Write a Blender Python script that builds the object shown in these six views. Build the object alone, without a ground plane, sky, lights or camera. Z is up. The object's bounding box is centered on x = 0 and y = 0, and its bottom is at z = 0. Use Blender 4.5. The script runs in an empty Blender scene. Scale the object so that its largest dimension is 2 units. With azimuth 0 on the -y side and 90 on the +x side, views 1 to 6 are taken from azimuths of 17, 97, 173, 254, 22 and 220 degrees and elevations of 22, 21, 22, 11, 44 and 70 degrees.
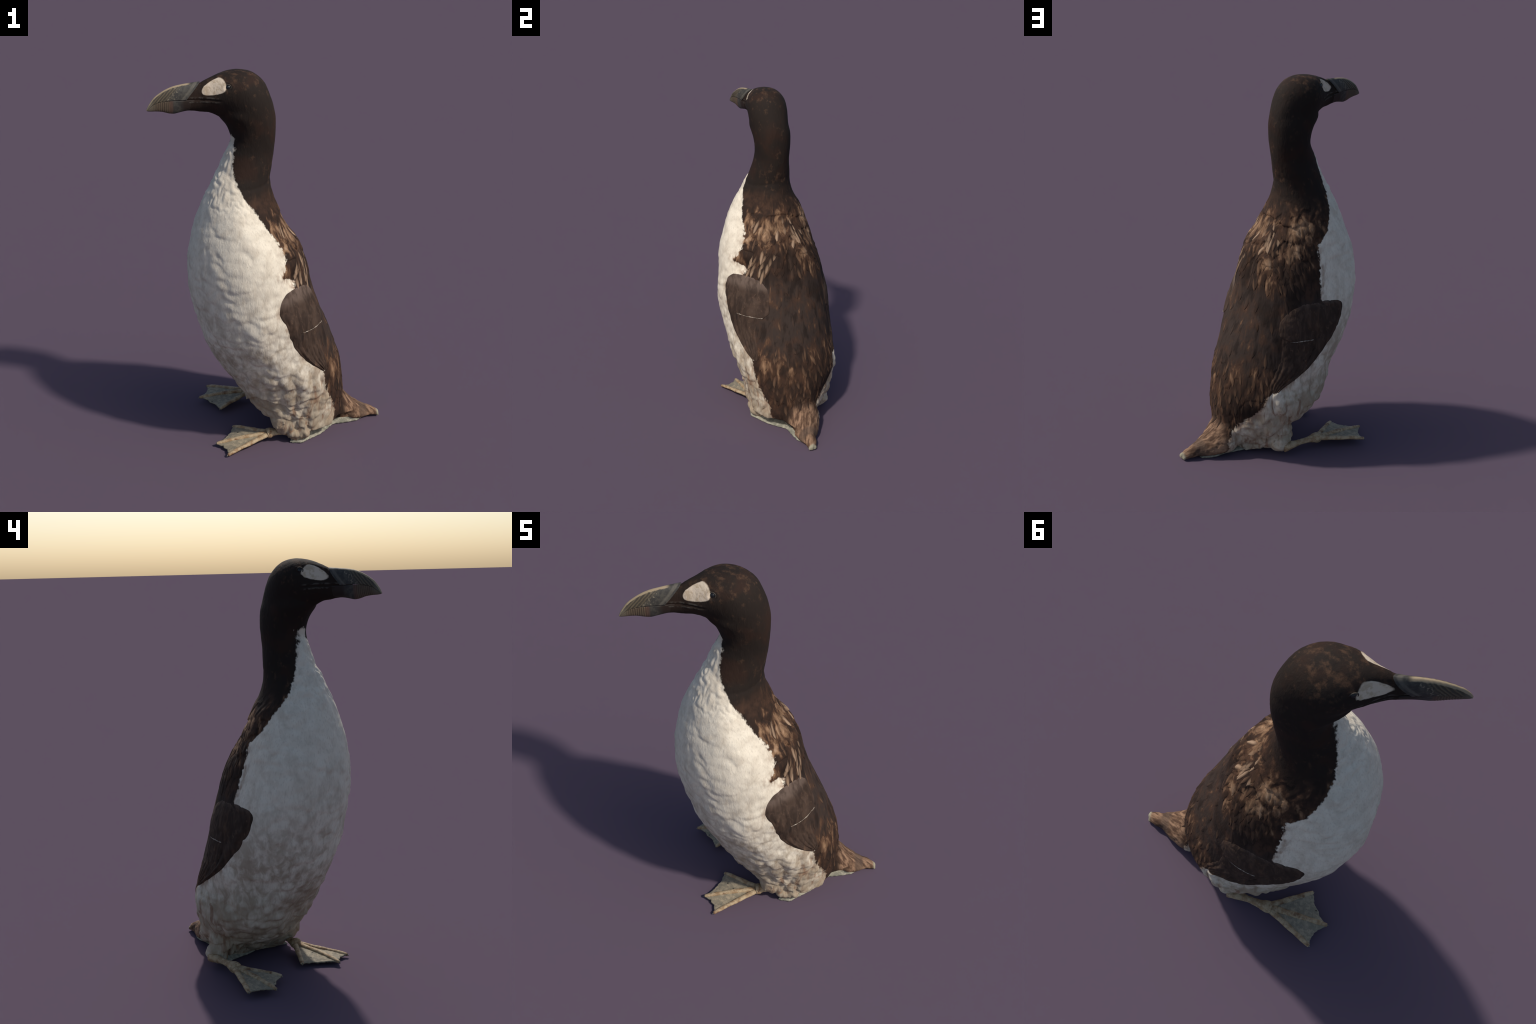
import bpy, bmesh, math, random
import numpy as np
from mathutils import Vector, Matrix
from mathutils.bvhtree import BVHTree

random.seed(7)
rng = np.random.default_rng(7)

# ------------------------------------------------------------------ frame
# The bird faces F; R is the bird's own right-hand side.  a = along F, b = along R.
PHI = math.radians(29.4)
F = np.array([-math.cos(PHI), -math.sin(PHI), 0.0])
R = np.array([-math.sin(PHI), math.cos(PHI), 0.0])
Z = np.array([0.0, 0.0, 1.0])


def W(a, b, z):
    a, b, z = np.broadcast_arrays(np.asarray(a, float), np.asarray(b, float), np.asarray(z, float))
    return a[..., None] * F + b[..., None] * R + z[..., None] * Z


# ------------------------------------------------------------------ maths helpers
def sst(x, lo, hi):
    t = np.clip((x - lo) / (hi - lo), 0, 1)
    return t * t * (3 - 2 * t)


def spline(x, y, q):
    x = np.asarray(x, float)
    y = np.asarray(y, float)
    q = np.asarray(q, float)
    flat = y.ndim == 1
    if flat:
        y = y[:, None]
    m = np.gradient(y, x, axis=0)
    i = np.clip(np.searchsorted(x, q) - 1, 0, len(x) - 2)
    h = x[i + 1] - x[i]
    t = np.clip((q - x[i]) / h, 0, 1)[:, None]
    h = h[:, None]
    r = (2 * t**3 - 3 * t**2 + 1) * y[i] + (t**3 - 2 * t**2 + t) * h * m[i] + (-2 * t**3 + 3 * t**2) * y[i + 1] + (t**3 - t**2) * h * m[i + 1]
    return r[:, 0] if flat else r


PERM = np.random.default_rng(11).permutation(256)
PERM = np.concatenate([PERM, PERM, PERM])
GRAD = np.random.default_rng(12).normal(size=(256, 3))
GRAD /= np.linalg.norm(GRAD, axis=1)[:, None]


def perlin(p):
    p = np.asarray(p, float)
    i = np.floor(p).astype(int)
    f = p - i
    i &= 255
    u = f * f * f * (f * (f * 6 - 15) + 10)
    out = 0
    for dx in (0, 1):
        wx = u[:, 0] if dx else 1 - u[:, 0]
        for dy in (0, 1):
            wy = u[:, 1] if dy else 1 - u[:, 1]
            for dz in (0, 1):
                wz = u[:, 2] if dz else 1 - u[:, 2]
                g = GRAD[PERM[PERM[PERM[(i[:, 0] + dx) & 255] + ((i[:, 1] + dy) & 255)] + ((i[:, 2] + dz) & 255)]]
                d = f - np.array([dx, dy, dz])
                out = out + wx * wy * wz * (g * d).sum(1)
    return out * 1.6


def fbm(p, n=3):
    s, a = 0, 1.0
    for k in range(n):
        s = s + a * perlin(p * 2.03**k + 17.3 * k)
        a *= 0.5
    return s


def cells(p, jitter=0.9):
    """Distance to the nearest and second nearest jittered lattice point (Worley)."""
    i = np.floor(p).astype(int)
    d1 = np.full(len(p), 9.0)
    d2 = np.full(len(p), 9.0)
    low = np.zeros((len(p), 3))
    for dx in (-1, 0, 1):
        for dy in (-1, 0, 1):
            for dz in (-1, 0, 1):
                c = i + np.array([dx, dy, dz])
                h = PERM[PERM[PERM[c[:, 0] & 255] + (c[:, 1] & 255)] + (c[:, 2] & 255)]
                o = c + 0.5 + GRAD[h] * 0.5 * jitter
                d = np.linalg.norm(p - o, axis=1)
                near = d < d1
                d2 = np.where(near, d1, np.minimum(d2, d))
                d1 = np.where(near, d, d1)
                low[near] = (p - o)[near]
    return d1, d2, low


def shingle(p, k=3.4):
    """Soft overlapping clumps: rises towards the lower end of each jittered cell, then drops."""
    i = np.floor(p).astype(int)
    sw = np.zeros(len(p))
    sh = np.zeros(len(p))
    for dx in (-1, 0, 1):
        for dy in (-1, 0, 1):
            for dz in (-1, 0, 1):
                c = i + np.array([dx, dy, dz])
                h = PERM[PERM[PERM[c[:, 0] & 255] + (c[:, 1] & 255)] + (c[:, 2] & 255)]
                d = p - (c + 0.5 + GRAD[h] * 0.42)
                r2 = (d * d).sum(1)
                w = np.exp(-k * r2)
                sw += w
                sh += w * (-d[:, 2] * 1.1 + 0.35 - 0.8 * r2 + 0.35 * GRAD[h][:, 0])
    return sh / (sw + 1e-9)


# ------------------------------------------------------------------ mesh helpers
def mesh_from(name, verts, faces):
    me = bpy.data.meshes.new(name)
    me.from_pydata([tuple(v) for v in np.asarray(verts, float)], [], [tuple(int(i) for i in f) for f in faces])
    me.update()
    return me


def obj_from(name, me, parent=None, mat=None, smooth=True):
    ob = bpy.data.objects.new(name, me)
    bpy.context.scene.collection.objects.link(ob)
    if parent:
        ob.parent = parent
    if mat and not me.materials:
        me.materials.append(mat)
    if smooth:
        me.polygons.foreach_set("use_smooth", [True] * len(me.polygons))
    return ob


def tube_faces(nr, nc, cap=True, off=0):
    f = []
    for i in range(nr - 1):
        for j in range(nc):
            k = (j + 1) % nc
            f.append((off + i * nc + j, off + i * nc + k, off + (i + 1) * nc + k, off + (i + 1) * nc + j))
    if cap:
        f.append(tuple(off + j for j in reversed(range(nc))))
        f.append(tuple(off + (nr - 1) * nc + j for j in range(nc)))
    return f


def outward(me):
    bm = bmesh.new()
    bm.from_mesh(me)
    bmesh.ops.recalc_face_normals(bm, faces=bm.faces)
    bm.to_mesh(me)
    bm.free()


def np_verts(me):
    a = np.empty(len(me.vertices) * 3)
    me.vertices.foreach_get("co", a)
    return a.reshape(-1, 3)


def np_normals(me):
    a = np.empty(len(me.vertices) * 3)
    me.vertex_normals.foreach_get("vector", a)
    return a.reshape(-1, 3)


# ------------------------------------------------------------------ sections
TH = np.linspace(0, 2 * np.pi, 96, endpoint=False)


def powr(c, e):
    return np.sign(c) * np.abs(c) ** e


def section(p0, p1, q0, q1, mid, eb, ef, th=TH):
    """Rounded section from p1 (back/bottom) to p0 (front/top), q0 (left) to q1 (right)."""
    c, s = np.cos(th), np.sin(th)
    p0, p1, q0, q1, mid, eb = (np.asarray(x, float)[..., None] for x in (p0, p1, q0, q1, mid, eb))
    pc = p1 + (p0 - p1) * mid
    qc = (q0 + q1) / 2
    e = np.where(c > 0, ef, eb)
    return pc + np.where(c > 0, p0 - pc, pc - p1) * powr(c, e), qc + (q1 - q0) / 2 * powr(s, e)


# torso and neck: height, front, back, left, right, widest line left/right, roundness of back left/right and of front left/right
TORSO = np.array([
    [0.000, -0.050, -0.315, -0.160, 0.225, 0.470, 0.410, 1.050, 1.400, 1.000, 1.100],
    [0.030, 0.006, -0.330, -0.187, 0.255, 0.476, 0.400, 0.964, 1.420, 0.992, 1.200],
    [0.090, 0.055, -0.364, -0.190, 0.265, 0.448, 0.381, 0.916, 1.420, 0.864, 1.273],
    [0.160, 0.121, -0.382, -0.201, 0.296, 0.464, 0.403, 1.008, 1.420, 0.750, 1.068],
    [0.240, 0.171, -0.388, -0.223, 0.339, 0.472, 0.458, 0.986, 1.408, 0.750, 0.777],
    [0.330, 0.228, -0.378, -0.245, 0.356, 0.463, 0.425, 1.014, 1.217, 0.843, 0.760],
    [0.430, 0.302, -0.356, -0.277, 0.349, 0.502, 0.427, 1.003, 1.089, 1.034, 0.907],
    [0.530, 0.357, -0.321, -0.298, 0.363, 0.525, 0.484, 1.028, 1.069, 1.139, 1.004],
    [0.640, 0.396, -0.279, -0.314, 0.363, 0.570, 0.527, 0.977, 0.990, 1.171, 0.906],
    [0.760, 0.428, -0.226, -0.325, 0.357, 0.530, 0.560, 0.931, 0.844, 1.202, 0.878],
    [0.880, 0.451, -0.186, -0.315, 0.337, 0.519, 0.599, 1.013, 0.761, 1.182, 0.851],
    [1.000, 0.455, -0.151, -0.303, 0.303, 0.512, 0.627, 1.039, 0.703, 1.137, 0.845],
    [1.100, 0.445, -0.115, -0.283, 0.277, 0.496, 0.615, 1.121, 0.851, 1.122, 0.873],
    [1.200, 0.426, -0.053, -0.252, 0.247, 0.503, 0.566, 1.221, 0.900, 1.168, 0.963],
    [1.300, 0.392, -0.007, -0.204, 0.201, 0.561, 0.522, 1.156, 0.843, 1.232, 0.929],
    [1.380, 0.365, 0.021, -0.158, 0.152, 0.578, 0.476, 1.140, 0.879, 1.191, 0.971],
    [1.450, 0.332, 0.034, -0.124, 0.127, 0.518, 0.422, 1.046, 0.923, 1.002, 1.073],
    [1.520, 0.291, 0.026, -0.104, 0.116, 0.459, 0.423, 0.978, 1.003, 0.890, 1.146],
    [1.590, 0.259, 0.016, -0.094, 0.109, 0.485, 0.504, 0.922, 1.041, 0.880, 1.155],
    [1.660, 0.230, 0.011, -0.099, 0.108, 0.532, 0.578, 0.831, 0.918, 0.948, 1.163],
    [1.730, 0.253, 0.008, -0.111, 0.108, 0.537, 0.564, 0.844, 0.805, 1.066, 1.200],
    [1.800, 0.294, 0.016, -0.121, 0.100, 0.607, 0.614, 0.958, 0.793, 1.132, 1.200],
    [1.840, 0.262, 0.046, -0.102, 0.080, 0.600, 0.600, 1.000, 0.950, 1.100, 1.100],
    [1.880, 0.210, 0.085, -0.070, 0.050, 0.550, 0.550, 1.000, 1.000, 1.000, 1.000],
])
# head: distance along F, top, bottom, left, right, widest line, roundness below
HEAD = np.array([
    [0.020, 1.831, 1.662, -0.053, 0.047, 0.611, 0.872],
    [0.060, 1.925, 1.661, -0.092, 0.071, 0.539, 0.914],
    [0.110, 1.977, 1.665, -0.120, 0.092, 0.536, 0.962],
    [0.170, 1.999, 1.694, -0.131, 0.105, 0.568, 1.037],
    [0.230, 1.999, 1.732, -0.122, 0.098, 0.590, 1.190],
    [0.290, 1.986, 1.778, -0.104, 0.064, 0.546, 1.250],
    [0.340, 1.969, 1.804, -0.085, 0.029, 0.410, 1.189],
    [0.385, 1.952, 1.811, -0.070, 0.003, 0.420, 0.980],
    [0.420, 1.947, 1.818, -0.066, -0.006, 0.410, 0.980],
    [0.460, 1.930, 1.820, -0.066, -0.019, 0.430, 1.000],
    [0.505, 1.880, 1.826, -0.060, -0.036, 0.430, 1.000],
])
# tail: distance along F, top, bottom, left, right
TAIL = np.array([
    [-0.270, 0.330, 0.000, -0.110, 0.150],
    [-0.330, 0.270, 0.000, -0.075, 0.156],
    [-0.390, 0.185, 0.000, -0.055, 0.148],
    [-0.440, 0.122, 0.002, -0.040, 0.126],
    [-0.490, 0.088, 0.004, -0.026, 0.092],
    [-0.535, 0.066, 0.008, -0.014, 0.058],
    [-0.580, 0.045, 0.006, -0.014, 0.044],
    [-0.603, 0.030, 0.000, -0.012, 0.039],
])


def torso_section(v, th=TH):
    """Horizontal torso section with separate left and right quarters."""
    aF, aB, bL, bR, mL, mR, eL, eR, fL, fR = (q[:, None] for q in np.asarray(v, float).T)
    c, s = np.cos(th)[None], np.sin(th)[None]
    rt = s > 0
    e = np.where(c > 0, np.where(rt, fR, fL), np.where(rt, eR, eL))
    pc = aB + (aF - aB) * np.where(rt, mR, mL)
    return pc + np.where(c > 0, aF - pc, pc - aB) * powr(c, e), (bL + bR) / 2 + (bR - bL) / 2 * powr(s, e)


def torso_point(theta, z):
    """Point of the undisturbed torso surface (theta: 0 front, 90 right, 180 back, 270 left)."""
    theta = np.atleast_1d(np.radians(theta))
    v = spline(TORSO[:, 0], TORSO[:, 1:], np.atleast_1d(z))
    a, b = [], []
    for row, t in zip(v, theta):
        x, y = torso_section(row[None], np.array([t]))
        a.append(x[0, 0])
        b.append(y[0, 0])
    return W(np.array(a), np.array(b), np.atleast_1d(z))


def loft_torso():
    z = np.linspace(TORSO[0, 0], TORSO[-1, 0], 190)
    v = spline(TORSO[:, 0], TORSO[:, 1:], z)
    a, b = torso_section(v)
    return W(a, b, z[:, None]).reshape(-1, 3), tube_faces(len(z), len(TH))


def loft_head():
    x = np.linspace(HEAD[0, 0], HEAD[-1, 0], 70)
    v = spline(HEAD[:, 0], HEAD[:, 1:], x)
    v[x > 0.375, 0] -= 0.003
    v[x > 0.375, 2] += 0.0025
    v[x > 0.375, 3] -= 0.0025
    zz, b = section(*v.T, 0.95)
    return W(x[:, None], b, zz).reshape(-1, 3), tube_faces(len(x), len(TH))


def loft_tail():
    x = np.linspace(TAIL[0, 0], TAIL[-1, 0], 60)
    v = spline(TAIL[::-1, 0], TAIL[::-1, 1:], x)
    e = np.full(len(x), 0.75)
    zz, b = section(v[:, 0], v[:, 1], v[:, 2], v[:, 3], np.full(len(x), 0.3), e, 1.0)
    return W(x[:, None], b, zz).reshape(-1, 3), tube_faces(len(x), len(TH))


def blob(a, b, z, ra, rb, rz, tilt=0.0):
    u = np.linspace(0.02, np.pi - 0.02, 24)
    t = np.linspace(0, 2 * np.pi, 32, endpoint=False)
    x = ra * np.sin(u)[:, None] * np.cos(t)
    y = rb * np.sin(u)[:, None] * np.sin(t)
    h = rz * np.cos(u)[:, None] * np.ones_like(t)
    x2 = x * math.cos(tilt) + h * math.sin(tilt)
    h2 = -x * math.sin(tilt) + h * math.cos(tilt)
    return W(a + x2, b + y, z + h2).reshape(-1, 3), tube_faces(24, 32)


def union_body():
    verts, faces = [], []
    parts = [loft_torso(), loft_head(), loft_tail(),
             blob(-0.085, -0.142, 0.055, 0.052, 0.040, 0.058),       # feathered heel, left
             blob(-0.018, -0.122, 0.130, 0.072, 0.068, 0.085, 0.5),
             blob(-0.128, 0.268, 0.062, 0.058, 0.050, 0.072), blob(-0.115, 0.255, 0.130, 0.068, 0.055, 0.085),        # feathered heel, right
             blob(-0.090, 0.248, 0.275, 0.100, 0.098, 0.105)]
    for v, f in parts:
        o = sum(len(x) for x in verts)
        verts.append(v)
        faces += [tuple(i + o for i in q) for q in f]
    me = mesh_from("body_union", np.concatenate(verts), faces)
    outward(me)
    ob = obj_from("body_union", me)
    m = ob.modifiers.new("union", "REMESH")
    m.mode = "VOXEL"
    m.voxel_size = 0.0048
    s = ob.modifiers.new("smooth", "SMOOTH")
    s.factor = 0.5
    s.iterations = 9
    dg = bpy.context.evaluated_depsgraph_get()
    new = bpy.data.meshes.new_from_object(ob.evaluated_get(dg))
    bpy.data.objects.remove(ob)
    return new


# colour boundary between dark back and white front: the white lies where a is larger (left, right)
EDGE_L = [(0.00, -0.30), (0.16, -0.300), (0.225, -0.278), (0.30, -0.245), (0.349, -0.222), (0.463, -0.205), (0.523, -0.135), (0.605, -0.065), (0.729, 0.000),
          (0.832, 0.036), (0.885, 0.030), (0.92, -0.030), (0.965, -0.050), (0.992, 0.000), (1.012, 0.034), (1.050, 0.004), (1.098, 0.000), (1.154, 0.028), (1.208, 0.063),
          (1.261, 0.100), (1.325, 0.141), (1.399, 0.197), (1.449, 0.220), (1.506, 0.238), (1.555, 0.236), (1.623, 0.222), (1.672, 0.218), (1.690, 0.235), (1.710, 0.40), (2.05, 0.45)]
EDGE_R = [(0.00, -0.40), (0.093, -0.385), (0.168, -0.350), (0.253, -0.303), (0.30, -0.272), (0.385, -0.240), (0.424, -0.185), (0.463, -0.110), (0.527, -0.020), (0.600, 0.050),
          (0.690, 0.115), (0.780, 0.150), (0.846, 0.140), (0.880, 0.085), (0.95, 0.098), (1.00, 0.104), (1.07, 0.114), (1.150, 0.118), (1.218, 0.190), (1.270, 0.220),
          (1.318, 0.245), (1.367, 0.262), (1.424, 0.268), (1.491, 0.262), (1.555, 0.252), (1.620, 0.238), (1.665, 0.224), (1.685, 0.235), (1.705, 0.40), (2.05, 0.45)]


def whiteness(a, b, z):
    el = np.interp(z, *np.array(EDGE_L).T)
    er = np.interp(z, *np.array(EDGE_R).T)
    t = sst(b, -0.012, 0.012)
    return a - (el * (1 - t) + er * t)


def fair(me, weight, rounds):
    """Relax the mesh where weight > 0 (used where two lofts were joined)."""
    p = np_verts(me)
    e = np.empty(len(me.edges) * 2, int)
    me.edges.foreach_get("vertices", e)
    e = e.reshape(-1, 2)
    w = weight(p @ F, p @ R, p[:, 2])[:, None]
    cnt = np.bincount(e.ravel(), minlength=len(p))[:, None]
    for _ in range(rounds):
        acc = np.stack([np.bincount(e[:, 0], p[e[:, 1], k], len(p)) + np.bincount(e[:, 1], p[e[:, 0], k], len(p)) for k in range(3)], 1)
        p = p + w * (acc / cnt - p)
    me.vertices.foreach_set("co", p.ravel())
    me.update()


def relief(me):
    """Plumage relief: downy lumps on the belly, tufts at the heels, feather lappets on the back."""
    p = np_verts(me)
    n = np_normals(me)
    a, b, z = p @ F, p @ R, p[:, 2]
    d = whiteness(a, b, z)
    white = sst(d, -0.01, 0.02) * (z < 1.72)
    dark = 1 - sst(d, -0.02, 0.01)
    body = 1 - sst(z, 1.25, 1.5)
    low = 1 - sst(z, 0.20, 0.62)
    # warped, down-flowing coordinates
    warp = np.stack([perlin(p * 9 + 3), perlin(p * 9 + 31), perlin(p * 9 + 57)], 1) * 0.35
    q = p * np.array([17, 17, 11.0]) + warp * 1.6

    def lump(n_):
        return np.sqrt(n_ * n_ + 0.035)
    billow = lump(perlin(q + 5)) * 0.85 + lump(perlin(q * 2.1 + 9)) * 0.20 - 0.40
    soft = fbm(p * np.array([8, 8, 6.0]) + 40, 2)
    fine = fbm(p * np.array([70, 70, 24.0]) + 11, 2)
    clump = shingle(p * np.array([19, 19, 24.0]) + warp * 1.3)
    small = shingle(p * np.array([36, 36, 40.0]) + warp * 2.0 + 7)
    off = white * ((0.0064 + 0.0036 * low) * (0.75 + 0.55 * perlin(p * 5 + 77)) * clump + 0.0005 * small * (1 - sst(z, 1.0, 1.3)) + (0.0012 + 0.0075 * low) * billow * 2.0 + (0.0045 + 0.004 * low) * soft + 0.0004 * fine)
    # ragged down around the heels and the lower rim
    tuft = white * (1 - sst(z, 0.10, 0.30))
    d1, d2, lo = cells(p * np.array([15, 15, 10.0]) + warp * 2.2)
    off += tuft * 0.017 * (0.55 - np.sqrt(d1 * d1 + 0.03) - 0.35 * lo[:, 2]) + tuft * 0.004 * lump(perlin(q * 2.6))
    # belly plumage hangs over the thigh: a fold along the lower front
    fold = 0.262 + 0.075 * perlin(p * 6 + 70) - 0.03 * sst(-a, -0.12, 0.12)
    over = sst(z, -0.004, 0.012) * 0
    h = z - fold
    over = np.where(h > 0, 0.013 * np.exp(-h / 0.08), -0.010 * np.exp(h / 0.05))
    off += white * over * sst(-b, -0.05, 0.06) * sst(a, -0.15, 0.0) * (0.75 + 0.6 * perlin(p * 8 + 33))
    # thigh plumes on the flanks: vertical ropes of down
    ang = np.arctan2(b - 0.02, a + 0.08)
    rope = np.abs(np.sin(ang * 11 + 2.0 * perlin(p * 7 + 20)))
    zone = white * sst(z, 0.14, 0.24) * (1 - sst(z, 0.38, 0.52)) * sst(np.abs(b), 0.14, 0.22)
    off += zone * 0.010 * (rope - 0.5)
    # lappets on the dark back: overlapping, tapering down
    dz = np.where(z > 0.62, 1.0, 0.7)
    k = p * np.array([14, 14, 8.0]) + warp * 1.6
    c1, c2, lo = cells(k)
    step = (c2 - c1) * 0.6 - lo[:, 2] * 0.5
    amp = 0.0075 * sst(z, 0.95, 1.08) * (1 - sst(z, 1.28, 1.42)) + 0.0022 * (1 - sst(z, 0.45, 0.60)) + 0.0008
    off += dark * body * amp * step * 1.6
    off += dark * (0.0006 * fine + 0.002 * soft * body)
    # furrow down the back between the folded shoulders, and the shoulder humps
    spine_b = 0.02
    off -= dark * 0.008 * np.exp(-(((b - spine_b) / 0.018) ** 2)) * sst(z, 0.84, 0.95) * (1 - sst(z, 1.08, 1.2)) * (a < 0)
    off += dark * 0.006 * np.exp(-(((np.abs(b - spine_b) - 0.075) / 0.05) ** 2)) * sst(z, 0.90, 1.02) * (1 - sst(z, 1.12, 1.24)) * (a < 0)
    # collar creases where neck meets shoulders
    for zc, am in ((1.445, 0.0026), (1.400, 0.0016), (1.480, 0.0010)):
        zz = zc + 0.030 * perlin(p * 7 + 90 + zc * 50) - 0.06 * (a - 0.1)
        off -= dark * am * np.exp(-(((z - zz) / 0.011) ** 2)) * sst(perlin(p * 6 + zc * 90), -0.35, 0.3)
    # white bib has small wavy ridges in the throat
    bib = white * sst(z, 1.28, 1.36) * (1 - sst(z, 1.60, 1.68))
    off += bib * 0.0035 * (np.abs(perlin(p * np.array([34, 34, 22.0]))) * 2 - 0.5)
    # gape: the line of the mouth running back under the eye
    zm = 1.8745 - 0.10 * np.clip(0.345 - a, 0, 0.2)
    g = sst(a, 0.285, 0.31) * (z > 1.7)
    off -= g * 0.0035 * np.exp(-(((z - zm) / 0.0035) ** 2))
    off += g * 0.0016 * (np.exp(-(((z - zm - 0.009) / 0.004) ** 2)) + np.exp(-(((z - zm + 0.009) / 0.004) ** 2)))
    # eye sockets and brow
    for ea, eb, ez in ((0.262, -0.107, 1.934), (0.277, 0.070, 1.945)):
        r = np.linalg.norm(p - W(ea, eb, ez), axis=1)
        off -= 0.0045 * np.exp(-((r / 0.015) ** 2))
        off += 0.0022 * np.exp(-(((r - 0.022) / 0.006) ** 2))
    # sunken lores before the eyes, flank pinched in between hip and tail on the right
    off -= (np.where(b > -0.025, 0.007, 0.003)) * np.exp(-(((a - 0.335) / 0.045) ** 2) - (((z - 1.938) / 0.030) ** 2)) * sst(np.abs(b + 0.022 + 0.15 * (a - 0.34)), 0.012, 0.035)
    off -= 0.022 * np.exp(-(((a + 0.225) / 0.06) ** 2) - (((b - 0.215) / 0.07) ** 2) - (((z - 0.075) / 0.075) ** 2))
    # under the belly fold on the left the flank falls in before the thigh
    off -= 0.006 * np.exp(-(((a - 0.04) / 0.11) ** 2) - (((b + 0.21) / 0.08) ** 2) - (((z - 0.235) / 0.055) ** 2))
    # hollow armpit above the left wing
    off -= 0.030 * np.exp(-(((a + 0.035) / 0.042) ** 2) - (((b + 0.22) / 0.06) ** 2) - (((z - 0.985) / 0.045) ** 2))
    # hollow beneath the plumage at the rear left, above the rim
    hol = sst(-a, 0.13, 0.18) * sst(-b, 0.0, 0.05) * (1 - sst(z, 0.055, 0.075)) * (1 - sst(-a, 0.40, 0.46))
    off -= 0.045 * hol
    tail = sst(-a, 0.40, 0.46)
    off += tail * 0.004 * fbm(p * np.array([30, 30, 30.0]) + 3, 2) * sst(z, 0.0, 0.03)
    p = p + n * off[:, None]
    # the belly tucks in between the legs, and the right heel stands a little higher
    a, b, z = p @ F, p @ R, p[:, 2]
    tuck = (0.006 * (1 - sst(z, 0.36, 0.56)) + 0.055 * (1 - sst(z, 0.03, 0.150))) * np.exp(-(((b - 0.065) / 0.135) ** 4)) * sst(a, -0.14, -0.02)
    tuck = tuck + 0.020 * np.exp(-(((a + 0.25) / 0.07) ** 2) - (((b + 0.14) / 0.06) ** 2) - (((z - 0.06) / 0.07) ** 2)) * -1.0
    p -= tuck[:, None] * F
    p += (0.022 * np.exp(-(((a + 0.24) / 0.09) ** 2) - (((b + 0.15) / 0.07) ** 2) - (((z - 0.05) / 0.07) ** 2)))[:, None] * R
    p[:, 2] += 0.012 * (1 - sst(z, 0.0, 0.16)) * np.exp(-(((b - 0.05) / 0.11) ** 4)) * sst(a, -0.14, 0.0)
    p[:, 2] += 0.020 * (1 - z / 0.14).clip(0, 1) * sst(b, 0.02, 0.24)
    p[:, 2] = np.maximum(p[:, 2], 0.002)
    me.vertices.foreach_set("co", p.ravel())
    me.update()


def split_body(me, parent, regions):
    """Separate the smooth body into named pieces that keep the whole body's vertex normals."""
    v = np_verts(me)
    n = np_normals(me)
    nl = len(me.loops)
    lv = np.empty(nl, int)
    me.loops.foreach_get("vertex_index", lv)
    ls = np.empty(len(me.polygons), int)
    lt = np.empty(len(me.polygons), int)
    me.polygons.foreach_get("loop_start", ls)
    me.polygons.foreach_get("loop_total", lt)
    cen = np.add.reduceat(v[lv], ls, axis=0) / lt[:, None]
    a, b, z = cen @ F, cen @ R, cen[:, 2]
    left = np.ones(len(ls), bool)
    out = {}
    for name, test, mat in regions:
        m = left & test(a, b, z)
        left &= ~m
        ids = np.where(m)[0]
        polys = [lv[s:s + t] for s, t in zip(ls[ids], lt[ids])]
        used, inv = np.unique(np.concatenate(polys), return_inverse=True)
        faces, o = [], 0
        for q in polys:
            faces.append(tuple(inv[o:o + len(q)]))
            o += len(q)
        nm = mesh_from(name, v[used], faces)
        ob = obj_from(name, nm, parent, mat)
        nm.normals_split_custom_set_from_vertices([tuple(x) for x in n[used]])
        out[name] = ob
    return out


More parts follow.
